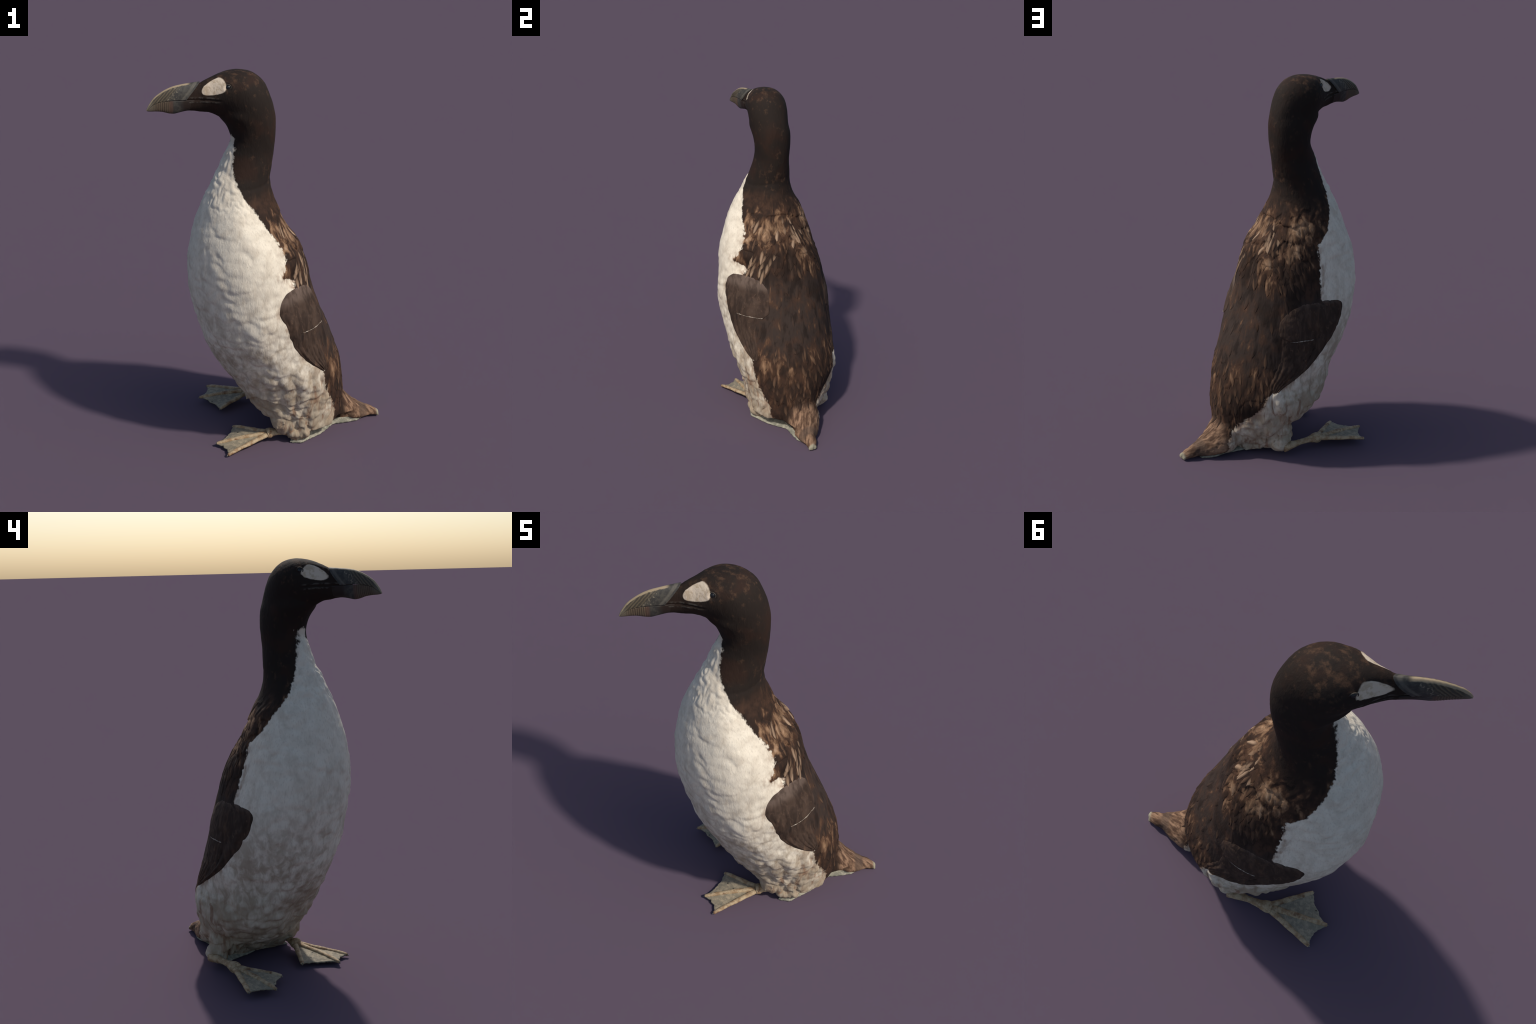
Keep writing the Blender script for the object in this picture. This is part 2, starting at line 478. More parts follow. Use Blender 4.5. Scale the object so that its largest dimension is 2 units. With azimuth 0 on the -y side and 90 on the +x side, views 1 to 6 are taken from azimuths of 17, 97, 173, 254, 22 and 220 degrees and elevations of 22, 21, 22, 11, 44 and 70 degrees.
# ------------------------------------------------------------------ node helper
class G:
    def __init__(self, name):
        self.mat = bpy.data.materials.new(name)
        self.mat.use_nodes = True
        self.t = self.mat.node_tree
        self.t.nodes.clear()
        self.out = self.t.nodes.new("ShaderNodeOutputMaterial")
        self.co = self.t.nodes.new("ShaderNodeTexCoord").outputs["Object"]

    def link(self, v, sock):
        if hasattr(v, "is_linked") or isinstance(v, bpy.types.NodeSocket):
            self.t.links.new(v, sock)
        else:
            sock.default_value = v

    def math(self, op, *a, clamp=False):
        n = self.t.nodes.new("ShaderNodeMath")
        n.operation = op
        n.use_clamp = clamp
        for i, x in enumerate(a):
            self.link(x, n.inputs[i])
        return n.outputs[0]

    def add(self, a, b): return self.math("ADD", a, b)
    def sub(self, a, b): return self.math("SUBTRACT", a, b)
    def mul(self, a, b): return self.math("MULTIPLY", a, b)

    def dot(self, vec, co=None):
        n = self.t.nodes.new("ShaderNodeVectorMath")
        n.operation = "DOT_PRODUCT"
        self.t.links.new(co or self.co, n.inputs[0])
        n.inputs[1].default_value = tuple(vec)
        return n.outputs["Value"]

    def scaled(self, s, rot=(0, 0, 0), loc=(0, 0, 0), co=None):
        n = self.t.nodes.new("ShaderNodeMapping")
        n.inputs["Scale"].default_value = s
        n.inputs["Rotation"].default_value = rot
        n.inputs["Location"].default_value = loc
        self.t.links.new(co or self.co, n.inputs["Vector"])
        return n.outputs[0]

    def noise(self, co, scale=1.0, detail=3.0, rough=0.55, dist=0.0):
        n = self.t.nodes.new("ShaderNodeTexNoise")
        n.inputs["Scale"].default_value = scale
        n.inputs["Detail"].default_value = detail
        n.inputs["Roughness"].default_value = rough
        n.inputs["Distortion"].default_value = dist
        self.t.links.new(co, n.inputs["Vector"])
        return n.outputs[0]

    def voronoi(self, co, scale=1.0, feature="F1", rnd=1.0):
        n = self.t.nodes.new("ShaderNodeTexVoronoi")
        n.feature = feature
        n.inputs["Scale"].default_value = scale
        n.inputs["Randomness"].default_value = rnd
        self.t.links.new(co, n.inputs["Vector"])
        return n.outputs["Distance"]

    def step(self, x, lo, hi, a=0.0, b=1.0):
        n = self.t.nodes.new("ShaderNodeMapRange")
        n.interpolation_type = "SMOOTHSTEP"
        self.link(x, n.inputs["Value"])
        for s, v in (("From Min", lo), ("From Max", hi), ("To Min", a), ("To Max", b)):
            n.inputs[s].default_value = v
        return n.outputs[0]

    def mix(self, f, a, b, mode="MIX"):
        n = self.t.nodes.new("ShaderNodeMix")
        n.data_type = "RGBA"
        n.blend_type = mode
        self.link(f, n.inputs[0])
        for v, s in ((a, n.inputs[6]), (b, n.inputs[7])):
            self.link((*v, 1.0) if isinstance(v, tuple) and len(v) == 3 else v, s)
        return n.outputs[2]

    def curve(self, x, pts):
        n = self.t.nodes.new("ShaderNodeFloatCurve")
        c = n.mapping.curves[0]
        pts = sorted(pts)
        c.points[0].location = pts[0]
        c.points[1].location = pts[-1]
        for q in pts[1:-1]:
            c.points.new(*q)
        for q in c.points:
            q.handle_type = "VECTOR"
        n.mapping.update()
        self.link(x, n.inputs["Value"])
        return n.outputs[0]

    def rand(self):
        return self.t.nodes.new("ShaderNodeObjectInfo").outputs["Random"]

    def bump(self, h, strength=0.3, dist=0.004):
        n = self.t.nodes.new("ShaderNodeBump")
        n.inputs["Strength"].default_value = strength
        n.inputs["Distance"].default_value = dist
        self.t.links.new(h, n.inputs["Height"])
        return n.outputs[0]

    def finish(self, color, rough=0.85, normal=None, spec=0.15, coat=0.0, sheen=0.0):
        b = self.t.nodes.new("ShaderNodeBsdfPrincipled")
        self.link((*color, 1.0) if isinstance(color, tuple) else color, b.inputs["Base Color"])
        self.link(rough, b.inputs["Roughness"])
        b.inputs["Specular IOR Level"].default_value = spec
        b.inputs["Coat Weight"].default_value = coat
        b.inputs["Sheen Weight"].default_value = sheen
        if normal is not None:
            self.t.links.new(normal, b.inputs["Normal"])
        self.t.links.new(b.outputs[0], self.out.inputs[0])
        return self.mat


# ------------------------------------------------------------------ materials
NECK_DARK = (0.0215, 0.0155, 0.0122)
BACK_DARK = (0.0290, 0.0175, 0.0124)
BACK_GREY = (0.0420, 0.0290, 0.0230)
BROWN = (0.086, 0.043, 0.0240)
TAN = (0.275, 0.163, 0.092)
CREAM = (0.79, 0.705, 0.565)  # belly white tinted warmer to counter the bluish sky light on it
BELLY_TAN = (0.325, 0.245, 0.163)


def back_colour(g, co):
    """Brown mantle: streaks of tan feather tips, thickest on the shoulders, sparse mid-back, coarse on the rump."""
    z = g.dot(Z, co)
    warm = g.noise(co, 13.0, 3, 0.6)
    fl = g.noise(g.scaled((1, 1, 0.24), co=co), 28.0, 4, 0.55, 0.9)
    fl2 = g.noise(g.scaled((1, 1, 0.34), loc=(3, 1, 2), co=co), 14.0, 3, 0.5, 1.0)
    patch = g.noise(g.scaled((1, 1, 0.7), loc=(5, 5, 5), co=co), 6.5, 2, 0.5)
    upper = g.mul(g.step(z, 0.92, 1.08), g.step(z, 1.36, 1.24))
    rump = g.step(z, 0.62, 0.34)
    band = g.mul(g.step(z, 1.03, 1.15), g.step(z, 1.29, 1.20))
    mid = g.mul(g.step(z, 0.98, 0.88), g.step(z, 0.48, 0.60))
    zone = g.sub(g.add(g.add(g.mul(upper, 0.070), g.mul(band, 0.038)), g.mul(rump, 0.040)), g.mul(mid, 0.045))
    back = g.mix(g.mul(g.step(z, 1.0, 0.85), g.step(z, 0.42, 0.58)), BACK_DARK, BACK_GREY)
    back = g.mix(g.step(warm, 0.45, 0.70, 0, 0.75), back, (0.066, 0.034, 0.021))
    m1 = g.add(g.add(g.mul(fl, 0.5), g.mul(fl2, 0.5)), g.add(g.mul(g.sub(patch, 0.5), 0.35), zone))
    back = g.mix(g.step(m1, 0.38, 0.50, 0.75, 0.0), back, (0.0185, 0.0120, 0.0090))
    back = g.mix(g.step(m1, 0.52, 0.66, 0, 0.9), back, BROWN)
    back = g.mix(g.step(m1, 0.59, 0.74, 0, 1.0), back, TAN)
    return g.mix(g.mul(band, g.step(m1, 0.70, 0.86)), back, (0.43, 0.31, 0.21))


def plumage_material(name, head=False):
    g = G(name)
    a, b, z = g.dot(F), g.dot(R), g.dot(Z)
    zn = g.mul(z, 1 / 2.1)
    flow = g.scaled((1, 1, 0.34))
    # --- white front
    big = g.noise(g.co, 7.0, 3, 0.55)
    med = g.noise(g.scaled((1, 1, 0.6)), 26.0, 3, 0.6, 0.6)
    low = g.step(z, 1.12, 0.28)
    tan_mask = g.math("MULTIPLY", g.step(g.add(g.mul(big, 0.45), g.mul(med, 0.55)), 0.41, 0.64), g.add(g.mul(low, 0.80), 0.16))
    white = g.mix(tan_mask, CREAM, BELLY_TAN)
    blot = g.noise(g.scaled((1, 1, 0.7), loc=(2, 7, 4)), 19.0, 3, 0.55, 0.5)
    white = g.mix(g.mul(g.step(blot, 0.44, 0.74, 0, 0.75), g.add(g.mul(low, 0.6), 0.45)), white, (0.40, 0.315, 0.230))
    brown_streaks = g.mul(g.step(g.noise(flow, 17.0, 4, 0.6, 0.8), 0.55, 0.72), g.mul(g.step(z, 0.62, 0.22), 0.55))
    white = g.mix(brown_streaks, white, (0.20, 0.125, 0.08))
    base = g.mul(g.step(z, 0.62, 0.20), g.step(big, 0.25, 0.60, 0.40, 0.85))
    white = g.mix(g.mul(base, 0.9), white, (0.350, 0.275, 0.188))
    streak = g.noise(flow, 150.0, 2, 0.5)
    white = g.mix(g.step(streak, 0.50, 0.75, 0, 0.30), white, (0.42, 0.345, 0.26))
    # --- dark back
    back = back_colour(g, g.co)
    # neck and head: almost black, faint rusty freckles
    neck = g.step(z, 1.34, 1.44)
    rust = g.noise(g.scaled((1, 1, 0.8)), 30.0, 4, 0.65)
    side = g.noise(g.co, 9.0, 2, 0.5)
    nc = g.mix(g.step(side, 0.45, 0.68, 0, 0.8), NECK_DARK, (0.033, 0.0175, 0.0120))
    crown = g.step(z, 1.88, 1.97)
    nape = g.mul(g.step(a, 0.09, 0.02), g.step(z, 1.62, 1.52))
    fk = g.add(rust, g.add(g.mul(crown, 0.095), g.mul(nape, 0.05)))
    nc = g.mix(g.step(fk, 0.57, 0.84, 0, 0.62), nc, (0.135, 0.072, 0.040))
    if head:
        # bare-looking white patch before each eye, slanting up and back
        jit = g.mul(g.sub(g.noise(g.co, 60.0, 2), 0.5), 0.30)
        side_b = g.add(g.add(b, g.mul(g.sub(a, 0.29), 0.15)), 0.0155)
        rightside = g.step(side_b, -0.002, 0.002)
        inner = g.math("POWER", g.mul(g.math("MAXIMUM", g.sub(g.sub(0.046, g.mul(rightside, 0.0075)), g.math("ABSOLUTE", side_b)), 0.0), 1 / 0.019), 2.0)

        def patch_mask(ca, cz, half):
            x, y = g.sub(a, ca), g.sub(z, cz)
            u = g.add(g.mul(x, 0.95), g.mul(y, -0.31))
            v = g.add(g.mul(x, 0.31), g.mul(y, 0.95))
            wide = g.sub(0.0335, g.mul(u, 0.12))
            r = g.add(g.math("POWER", g.math("ABSOLUTE", g.mul(u, 1 / half)), 2.6), g.math("POWER", g.math("ABSOLUTE", g.math("DIVIDE", v, wide)), 2.2))
            return g.step(g.add(g.add(r, inner), jit), 1.17, 0.88)
        pl = g.mul(patch_mask(0.3300, 1.9330, 0.0620), g.sub(1.0, rightside))
        pr = g.mul(patch_mask(0.3530, 1.9345, 0.0680), rightside)
        pm = g.math("ADD", pl, pr, clamp=True)
        ivory = g.mix(g.step(g.noise(g.co, 45.0, 3), 0.45, 0.65), (0.62, 0.51, 0.385), (0.48, 0.375, 0.26))
        lores = g.step(a, 0.30, 0.36)
        nc = g.mix(g.mul(lores, 0.6), nc, (0.022, 0.014, 0.010))
        gap = g.math("ABSOLUTE", g.sub(z, g.sub(1.8745, g.mul(g.math("MAXIMUM", g.sub(0.345, a), 0.0), 0.10))))
        lip = g.mul(g.mul(g.step(gap, 0.005, 0.008), g.step(gap, 0.0155, 0.012)), g.mul(g.step(a, 0.285, 0.31), g.step(g.noise(g.co, 40.0), 0.4, 0.6)))
        nc = g.mix(g.mul(lip, 0.7), nc, (0.085, 0.075, 0.062))
        nc = g.mix(pm, nc, ivory)
    dark = g.mix(neck, back, nc)
    # tail: pale brown shafts
    tl = g.mul(g.step(a, -0.37, -0.41), g.step(z, 0.26, 0.20))
    shaft = g.noise(g.scaled((9, 60, 22), rot=(0, 0, -PHI)), 1.0, 3, 0.6)
    tc = g.mix(g.step(shaft, 0.38, 0.66), (0.085, 0.047, 0.029), (0.285, 0.172, 0.105))
    sm = g.mul(g.step(a, -0.475, -0.495), g.step(a, -0.545, -0.520))
    tc = g.mix(g.mul(sm, 0.6), tc, (0.075, 0.052, 0.040))
    tc = g.mix(g.step(a, -0.585, -0.60), tc, (0.30, 0.27, 0.19))
    dark = g.mix(tl, dark, tc)
    # --- boundary
    eL = g.sub(g.curve(zn, [(q / 2.1, e + 0.5) for q, e in EDGE_L]), 0.5)
    eR = g.sub(g.curve(zn, [(q / 2.1, e + 0.5) for q, e in EDGE_R]), 0.5)
    t = g.step(b, -0.012, 0.012)
    edge = g.add(g.mul(eL, g.sub(1.0, t)), g.mul(eR, t))
    soft = g.step(z, 1.28, 1.12)
    wob = g.add(g.mul(g.sub(g.noise(g.co, 42.0, 3, 0.6), 0.5), g.add(0.026, g.mul(soft, 0.012))), g.mul(g.sub(g.noise(flow, 110.0, 1), 0.5), g.add(0.014, g.mul(soft, 0.012))))
    d = g.add(g.sub(a, edge), wob)
    wm = g.mul(g.step(d, -0.003, 0.006), g.step(z, 1.72, 1.70))
    fringe = g.mul(g.step(d, 0.060, 0.0), g.mul(g.step(z, 1.20, 1.05), g.step(g.noise(flow, 40.0, 2), 0.42, 0.62)))
    white = g.mix(g.mul(fringe, 0.75), white, (0.30, 0.19, 0.125))
    col = g.mix(wm, dark, white)
    rope = g.noise(g.scaled((1, 1, 0.22), loc=(1, 2, 3)), 30.0, 3, 0.6, 0.6)
    ropes = g.mul(g.step(rope, 0.50, 0.66), g.mul(g.step(z, 0.50, 0.36), g.step(a, 0.08, -0.06)))
    col = g.mix(g.mul(g.mul(ropes, wm), 0.8), col, (0.23, 0.130, 0.078))
    hair = g.noise(g.scaled((1, 1, 0.16)), 210.0, 3, 0.6)
    tuft = g.noise(g.scaled((1, 1, 0.5)), 55.0, 3, 0.6, 0.7)
    nrm = g.bump(g.add(g.mul(hair, 0.5), tuft), 0.34, 0.006)
    return g.finish(col, g.add(g.mul(wm, 0.1), 0.80), nrm, 0.12)


def feather_material(name, root, tip, amount):
    """Coloured like the back around it (root coordinates), with its own paler tip."""
    g = G(name)
    tc = g.t.nodes.new("ShaderNodeTexCoord")
    tc.object = root
    base = back_colour(g, tc.outputs["Object"])
    y = g.dot((0, 1, 0))
    x = g.dot((1, 0, 0))
    r = g.rand()
    barb = g.noise(g.scaled((260, 40, 40)), 1.0, 3, 0.6)
    blotch = g.noise(g.scaled((60, 25, 25)), 1.0, 2, 0.6)
    m = g.add(g.add(y, g.mul(g.math("ABSOLUTE", x), -0.3)), g.add(g.mul(g.sub(barb, 0.5), 0.030), g.mul(g.sub(blotch, 0.5), 0.040)))
    tipm = g.mul(g.step(m, 0.008, 0.060), g.step(g.math("ABSOLUTE", g.add(x, g.mul(g.sub(r, 0.5), 0.012))), 0.0135, 0.001))
    tipc = g.mix(r, tip, (tip[0] * 0.36, tip[1] * 0.32, tip[2] * 0.30))
    base = g.mix(g.step(barb, 0.40, 0.70, 0.20, 0.0), base, (0.020, 0.0125, 0.0095))
    col = g.mix(g.mul(tipm, amount), base, tipc)
    return g.finish(col, 0.85, g.bump(barb, 0.35, 0.003), 0.12)


def flipper_material(name):
    g = G(name)
    z = g.dot(Z)
    n1 = g.noise(g.scaled((1, 1, 0.5)), 60.0, 4, 0.65, 0.5)
    n2 = g.noise(g.scaled((1, 1, 0.35)), 28.0, 3, 0.6, 0.6)
    col = g.mix(g.step(n2, 0.4, 0.66), (0.042, 0.0262, 0.0186), (0.084, 0.0525, 0.0365))
    col = g.mix(g.step(n1, 0.54, 0.76, 0, 0.8), col, (0.175, 0.105, 0.066))
    col = g.mix(0.35, col, back_colour(g, g.co))
    col = g.mix(g.mul(g.step(z, 0.845, 0.90), g.step(n2, 0.35, 0.60, 0.25, 0.7)), col, (0.16, 0.115, 0.09))
    return g.finish(col, 0.8, g.bump(g.noise(g.scaled((1, 1, 0.3)), 160.0, 3), 0.3, 0.004), 0.15)


def horn_material(name, lower=False):
    g = G(name)
    a, z = g.dot(F), g.dot(Z)
    slate = g.mix(g.step(g.noise(g.co, 60.0, 3), 0.4, 0.65), (0.038, 0.0355, 0.0315), (0.066, 0.060, 0.049))
    if lower:
        wav = g.math("SINE", g.mul(a, 2 * math.pi / 0.0088))
        tanc = g.mix(g.step(g.add(wav, g.mul(g.sub(g.noise(g.co, 70.0), 0.5), 2.2)), -1.0, 1.2), (0.066, 0.048, 0.033), (0.118, 0.086, 0.055))
        col = g.mix(g.step(g.add(a, g.mul(g.noise(g.co, 50.0), 0.01)), 0.515, 0.545), slate, tanc)
        col = g.mix(g.step(g.add(a, g.mul(g.sub(g.noise(g.co, 40.0), 0.5), 0.03)), 0.500, 0.455), col, (0.024, 0.0155, 0.0115))
        red = g.mul(g.step(a, 0.512, 0.524), g.step(a, 0.542, 0.530))
        col = g.mix(g.mul(red, 0.35), col, (0.120, 0.050, 0.036))
        col = g.mix(g.step(a, 0.59, 0.63), col, (0.115, 0.095, 0.068))
    else:
        d = g.add(a, g.mul(g.sub(z, 1.88), 0.95))
        dn = g.add(d, g.mul(g.sub(g.noise(g.co, 30.0), 0.5), 0.012))
        wav = g.math("SINE", g.mul(dn, 2 * math.pi / 0.0150))
        tip = g.mix(g.step(g.add(wav, g.mul(g.sub(g.noise(g.co, 70.0), 0.5), 1.6)), -0.6, 1.0), (0.052, 0.043, 0.031), (0.112, 0.087, 0.054))
        col = g.mix(g.step(dn, 0.520, 0.572), slate, tip)
        flake = g.mul(g.step(g.noise(g.co, 110.0, 3, 0.6), 0.56, 0.66), g.mul(g.step(dn, 0.500, 0.525), g.step(dn, 0.570, 0.550)))
        col = g.mix(g.mul(flake, 0.7), col, (0.24, 0.20, 0.14))
        col = g.mix(g.step(a, 0.60, 0.64), col, (0.125, 0.108, 0.078))
        # pale ridge of the culmen
        top = g.curve(g.mul(g.sub(a, 0.35), 1 / 0.3), [((q - 0.35) / 0.3, (h - 1.80) / 0.2) for q, h in CULMEN])
        dz = g.sub(g.add(g.mul(top, 0.2), 1.80), z)
        cm = g.mul(g.step(g.add(dz, g.mul(g.sub(g.noise(g.co, 90.0), 0.5), 0.006)), 0.0075, 0.0035), g.step(a, 0.425, 0.45))
        col = g.mix(g.mul(cm, 0.85), col, (0.36, 0.275, 0.170))
        rim = g.mul(g.step(g.add(d, 0.0), 0.462, 0.468), g.step(d, 0.486, 0.476))
        col = g.mix(g.mul(rim, 0.35), col, (0.18, 0.16, 0.125))
    return g.finish(col, 0.6, g.bump(g.noise(g.co, 120.0, 4), 0.25, 0.003), 0.25)


def foot_material(name, toe):
    g = G(name)
    n1 = g.noise(g.co, 38.0, 4, 0.65)
    n2 = g.noise(g.co, 120.0, 3, 0.6)
    web = g.mix(g.step(n1, 0.40, 0.66), (0.225, 0.192, 0.135), (0.370, 0.300, 0.200))
    if toe:
        col = g.mix(g.step(n1, 0.38, 0.62), (0.290, 0.185, 0.098), (0.440, 0.330, 0.200))
        col = g.mix(g.step(g.noise(g.co, 22.0, 2), 0.56, 0.70, 0, 0.8), col, (0.150, 0.062, 0.026))
    else:
        col = web
        spot = g.step(g.voronoi(g.co, 22.0), 0.13, 0.07)
        col = g.mix(g.mul(spot, 0.85), col, (0.035, 0.028, 0.02))
    col = g.mix(g.step(n2, 0.52, 0.75, 0, 0.45), col, (0.11, 0.092, 0.066))
    return g.finish(col, 0.7, g.bump(g.add(n2, g.mul(n1, 0.6)), 0.5, 0.004), 0.25)


def simple_material(name, c1, c2, scale, rough=0.85, spec=0.15, bump=0.4, stretch=(1, 1, 1)):
    g = G(name)
    n = g.noise(g.scaled(stretch), scale, 4, 0.6)
    return g.finish(g.mix(g.step(n, 0.38, 0.64), c1, c2), rough, g.bump(n, bump, 0.004), spec)


CULMEN = [(0.350, 1.961), (0.385, 1.956), (0.430, 1.9525), (0.475, 1.9485), (0.520, 1.9405), (0.545, 1.932), (0.570, 1.920), (0.590, 1.908), (0.610, 1.893), (0.626, 1.874), (0.637, 1.858), (0.6450, 1.842)]
MOUTH = [(0.350, 1.872), (0.458, 1.8755), (0.556, 1.8765), (0.585, 1.8735), (0.605, 1.8670), (0.620, 1.8585), (0.635, 1.8470), (0.645, 1.837)]
GONYS = [(0.350, 1.813), (0.420, 1.820), (0.455, 1.8205), (0.490, 1.8155), (0.513, 1.812), (0.535, 1.815), (0.570, 1.8255), (0.600, 1.830), (0.625, 1.832), (0.638, 1.834), (0.643, 1.836)]
BEAK_HALF = [(0.350, 0.046), (0.385, 0.0385), (0.420, 0.0320), (0.470, 0.0262), (0.520, 0.0222), (0.570, 0.0175), (0.610, 0.0125), (0.635, 0.0080), (0.645, 0.0040)]
BEAK_MID = [(0.350, -0.027), (0.420, -0.035), (0.470, -0.0445), (0.520, -0.0515), (0.570, -0.0585), (0.610, -0.0655), (0.645, -0.0730)]


def along(tab, x):
    t = np.array(tab)
    return spline(t[:, 0], t[:, 1], x)


def build_beak(parent, m_up, m_low):
    # upper mandible: rings lean so that the horn starts further forward at the mouth than at the culmen
    ns, nf = 150, 72
    s = np.linspace(0, 1, ns)
    f = np.linspace(0, np.pi, nf - 20)
    arc_b, arc_h = np.cos(f), np.sin(f)
    V = []
    for t in s:
        a_top = 0.383 + (0.6449 - 0.383) * t
        lean = 0.072 * (1 - t) ** 1.0
        pts = []
        for cb, ch in list(zip(arc_b, arc_h)) + [(-1 + 2 * k / 21, -0.0) for k in range(1, 21)]:
            a = min(a_top + lean * (1 - max(ch, 0) ** 1.1), 0.6449)
            pts.append((a, cb, ch))
        q = np.array(pts)
        top, mo = along(CULMEN, q[:, 0]), along(MOUTH, q[:, 0])
        hw, mid = along(BEAK_HALF, q[:, 0]), along(BEAK_MID, q[:, 0])
        wid = np.sign(q[:, 1]) * np.abs(q[:, 1]) ** 1.18
        z = mo + (top - mo) * np.maximum(q[:, 2], 0) ** 1.02
        under = q[:, 2] == 0
        z = np.where(under & (np.abs(q[:, 1]) < 0.999), mo + 0.006 * (1 - q[:, 1] ** 2) * (1 - t), z)
        d = q[:, 0] + 0.95 * (z - 1.88) + 0.0035 * perlin(np.stack([q[:, 0] * 40, z * 60, wid * 2], 1))
        amp = 0.0013 * sst(d, 0.535, 0.556) * (1 - sst(q[:, 0], 0.605, 0.635))
        groove = -0.0016 * np.exp(-(((d - 0.466) / 0.0035) ** 2)) - 0.0014 * np.exp(-(((d - 0.478) / 0.003) ** 2))
        r = 1 + (amp * np.sin(2 * np.pi * d / 0.015) + groove * (np.abs(q[:, 1]) > 0.15)) / np.maximum(hw, 0.006)
        V.append(W(q[:, 0], mid + wid * hw * r, z))
    V = np.concatenate(V)
    me = mesh_from("upper_mandible", V, tube_faces(ns, nf - 20 + 20))
    outward(me)
    obj_from("upper_mandible", me, parent, m_up)
    # lower mandible
    ns, n1 = 130, 56
    x = np.linspace(0.415, 0.6425, ns)
    f = np.linspace(0, np.pi, n1)
    V = []
    for a in x:
        mo, bo = along(MOUTH, np.array([a]))[0] - 0.0012, along(GONYS, np.array([a]))[0]
        hw, mid = along(BEAK_HALF, np.array([a]))[0] * (0.86 + 0.10 * float(sst(np.array(a), 0.415, 0.480))), along(BEAK_MID, np.array([a]))[0]
        bo = min(bo, mo - 0.001)
        rid = 1 + 0.045 * math.sin(2 * math.pi * a / 0.0088) * float(sst(np.array(a), 0.524, 0.535) * (1 - sst(np.array(a), 0.60, 0.63)))
        b = mid + hw * rid * np.sign(np.cos(f)) * np.abs(np.cos(f)) ** 0.9
        z = mo + (bo - mo) * np.sin(f) ** 1.0
        cap_b = mid + hw * np.linspace(-1, 1, 18)[1:-1]
        V.append(W(a, np.concatenate([b, cap_b]), np.concatenate([z, np.full(16, mo)])))
    me = mesh_from("lower_mandible", np.concatenate(V), tube_faces(ns, n1 + 16))
    outward(me)
    obj_from("lower_mandible", me, parent, m_low)


def tube(path, radii, n=20, squash=1.0, closed=False):
    path = np.asarray(path, float)
    T = np.gradient(path, axis=0)
    T /= np.linalg.norm(T, axis=1)[:, None]
    V = []
    t = np.linspace(0, 2 * np.pi, n, endpoint=False)
    for p, d, r in zip(path, T, radii):
        side = np.cross(d, Z)
        side /= np.linalg.norm(side) + 1e-9
        up = np.cross(side, d)
        V.append(p + r * (np.cos(t)[:, None] * side + squash * np.sin(t)[:, None] * up))
    return np.concatenate(V), tube_faces(len(path), n)


def smooth_path(pts, n):
    pts = np.asarray(pts, float)
    d = np.r_[0, np.cumsum(np.linalg.norm(np.diff(pts, axis=0), axis=1))]
    return spline(d, pts, np.linspace(0, d[-1], n)), np.linspace(0, 1, n)


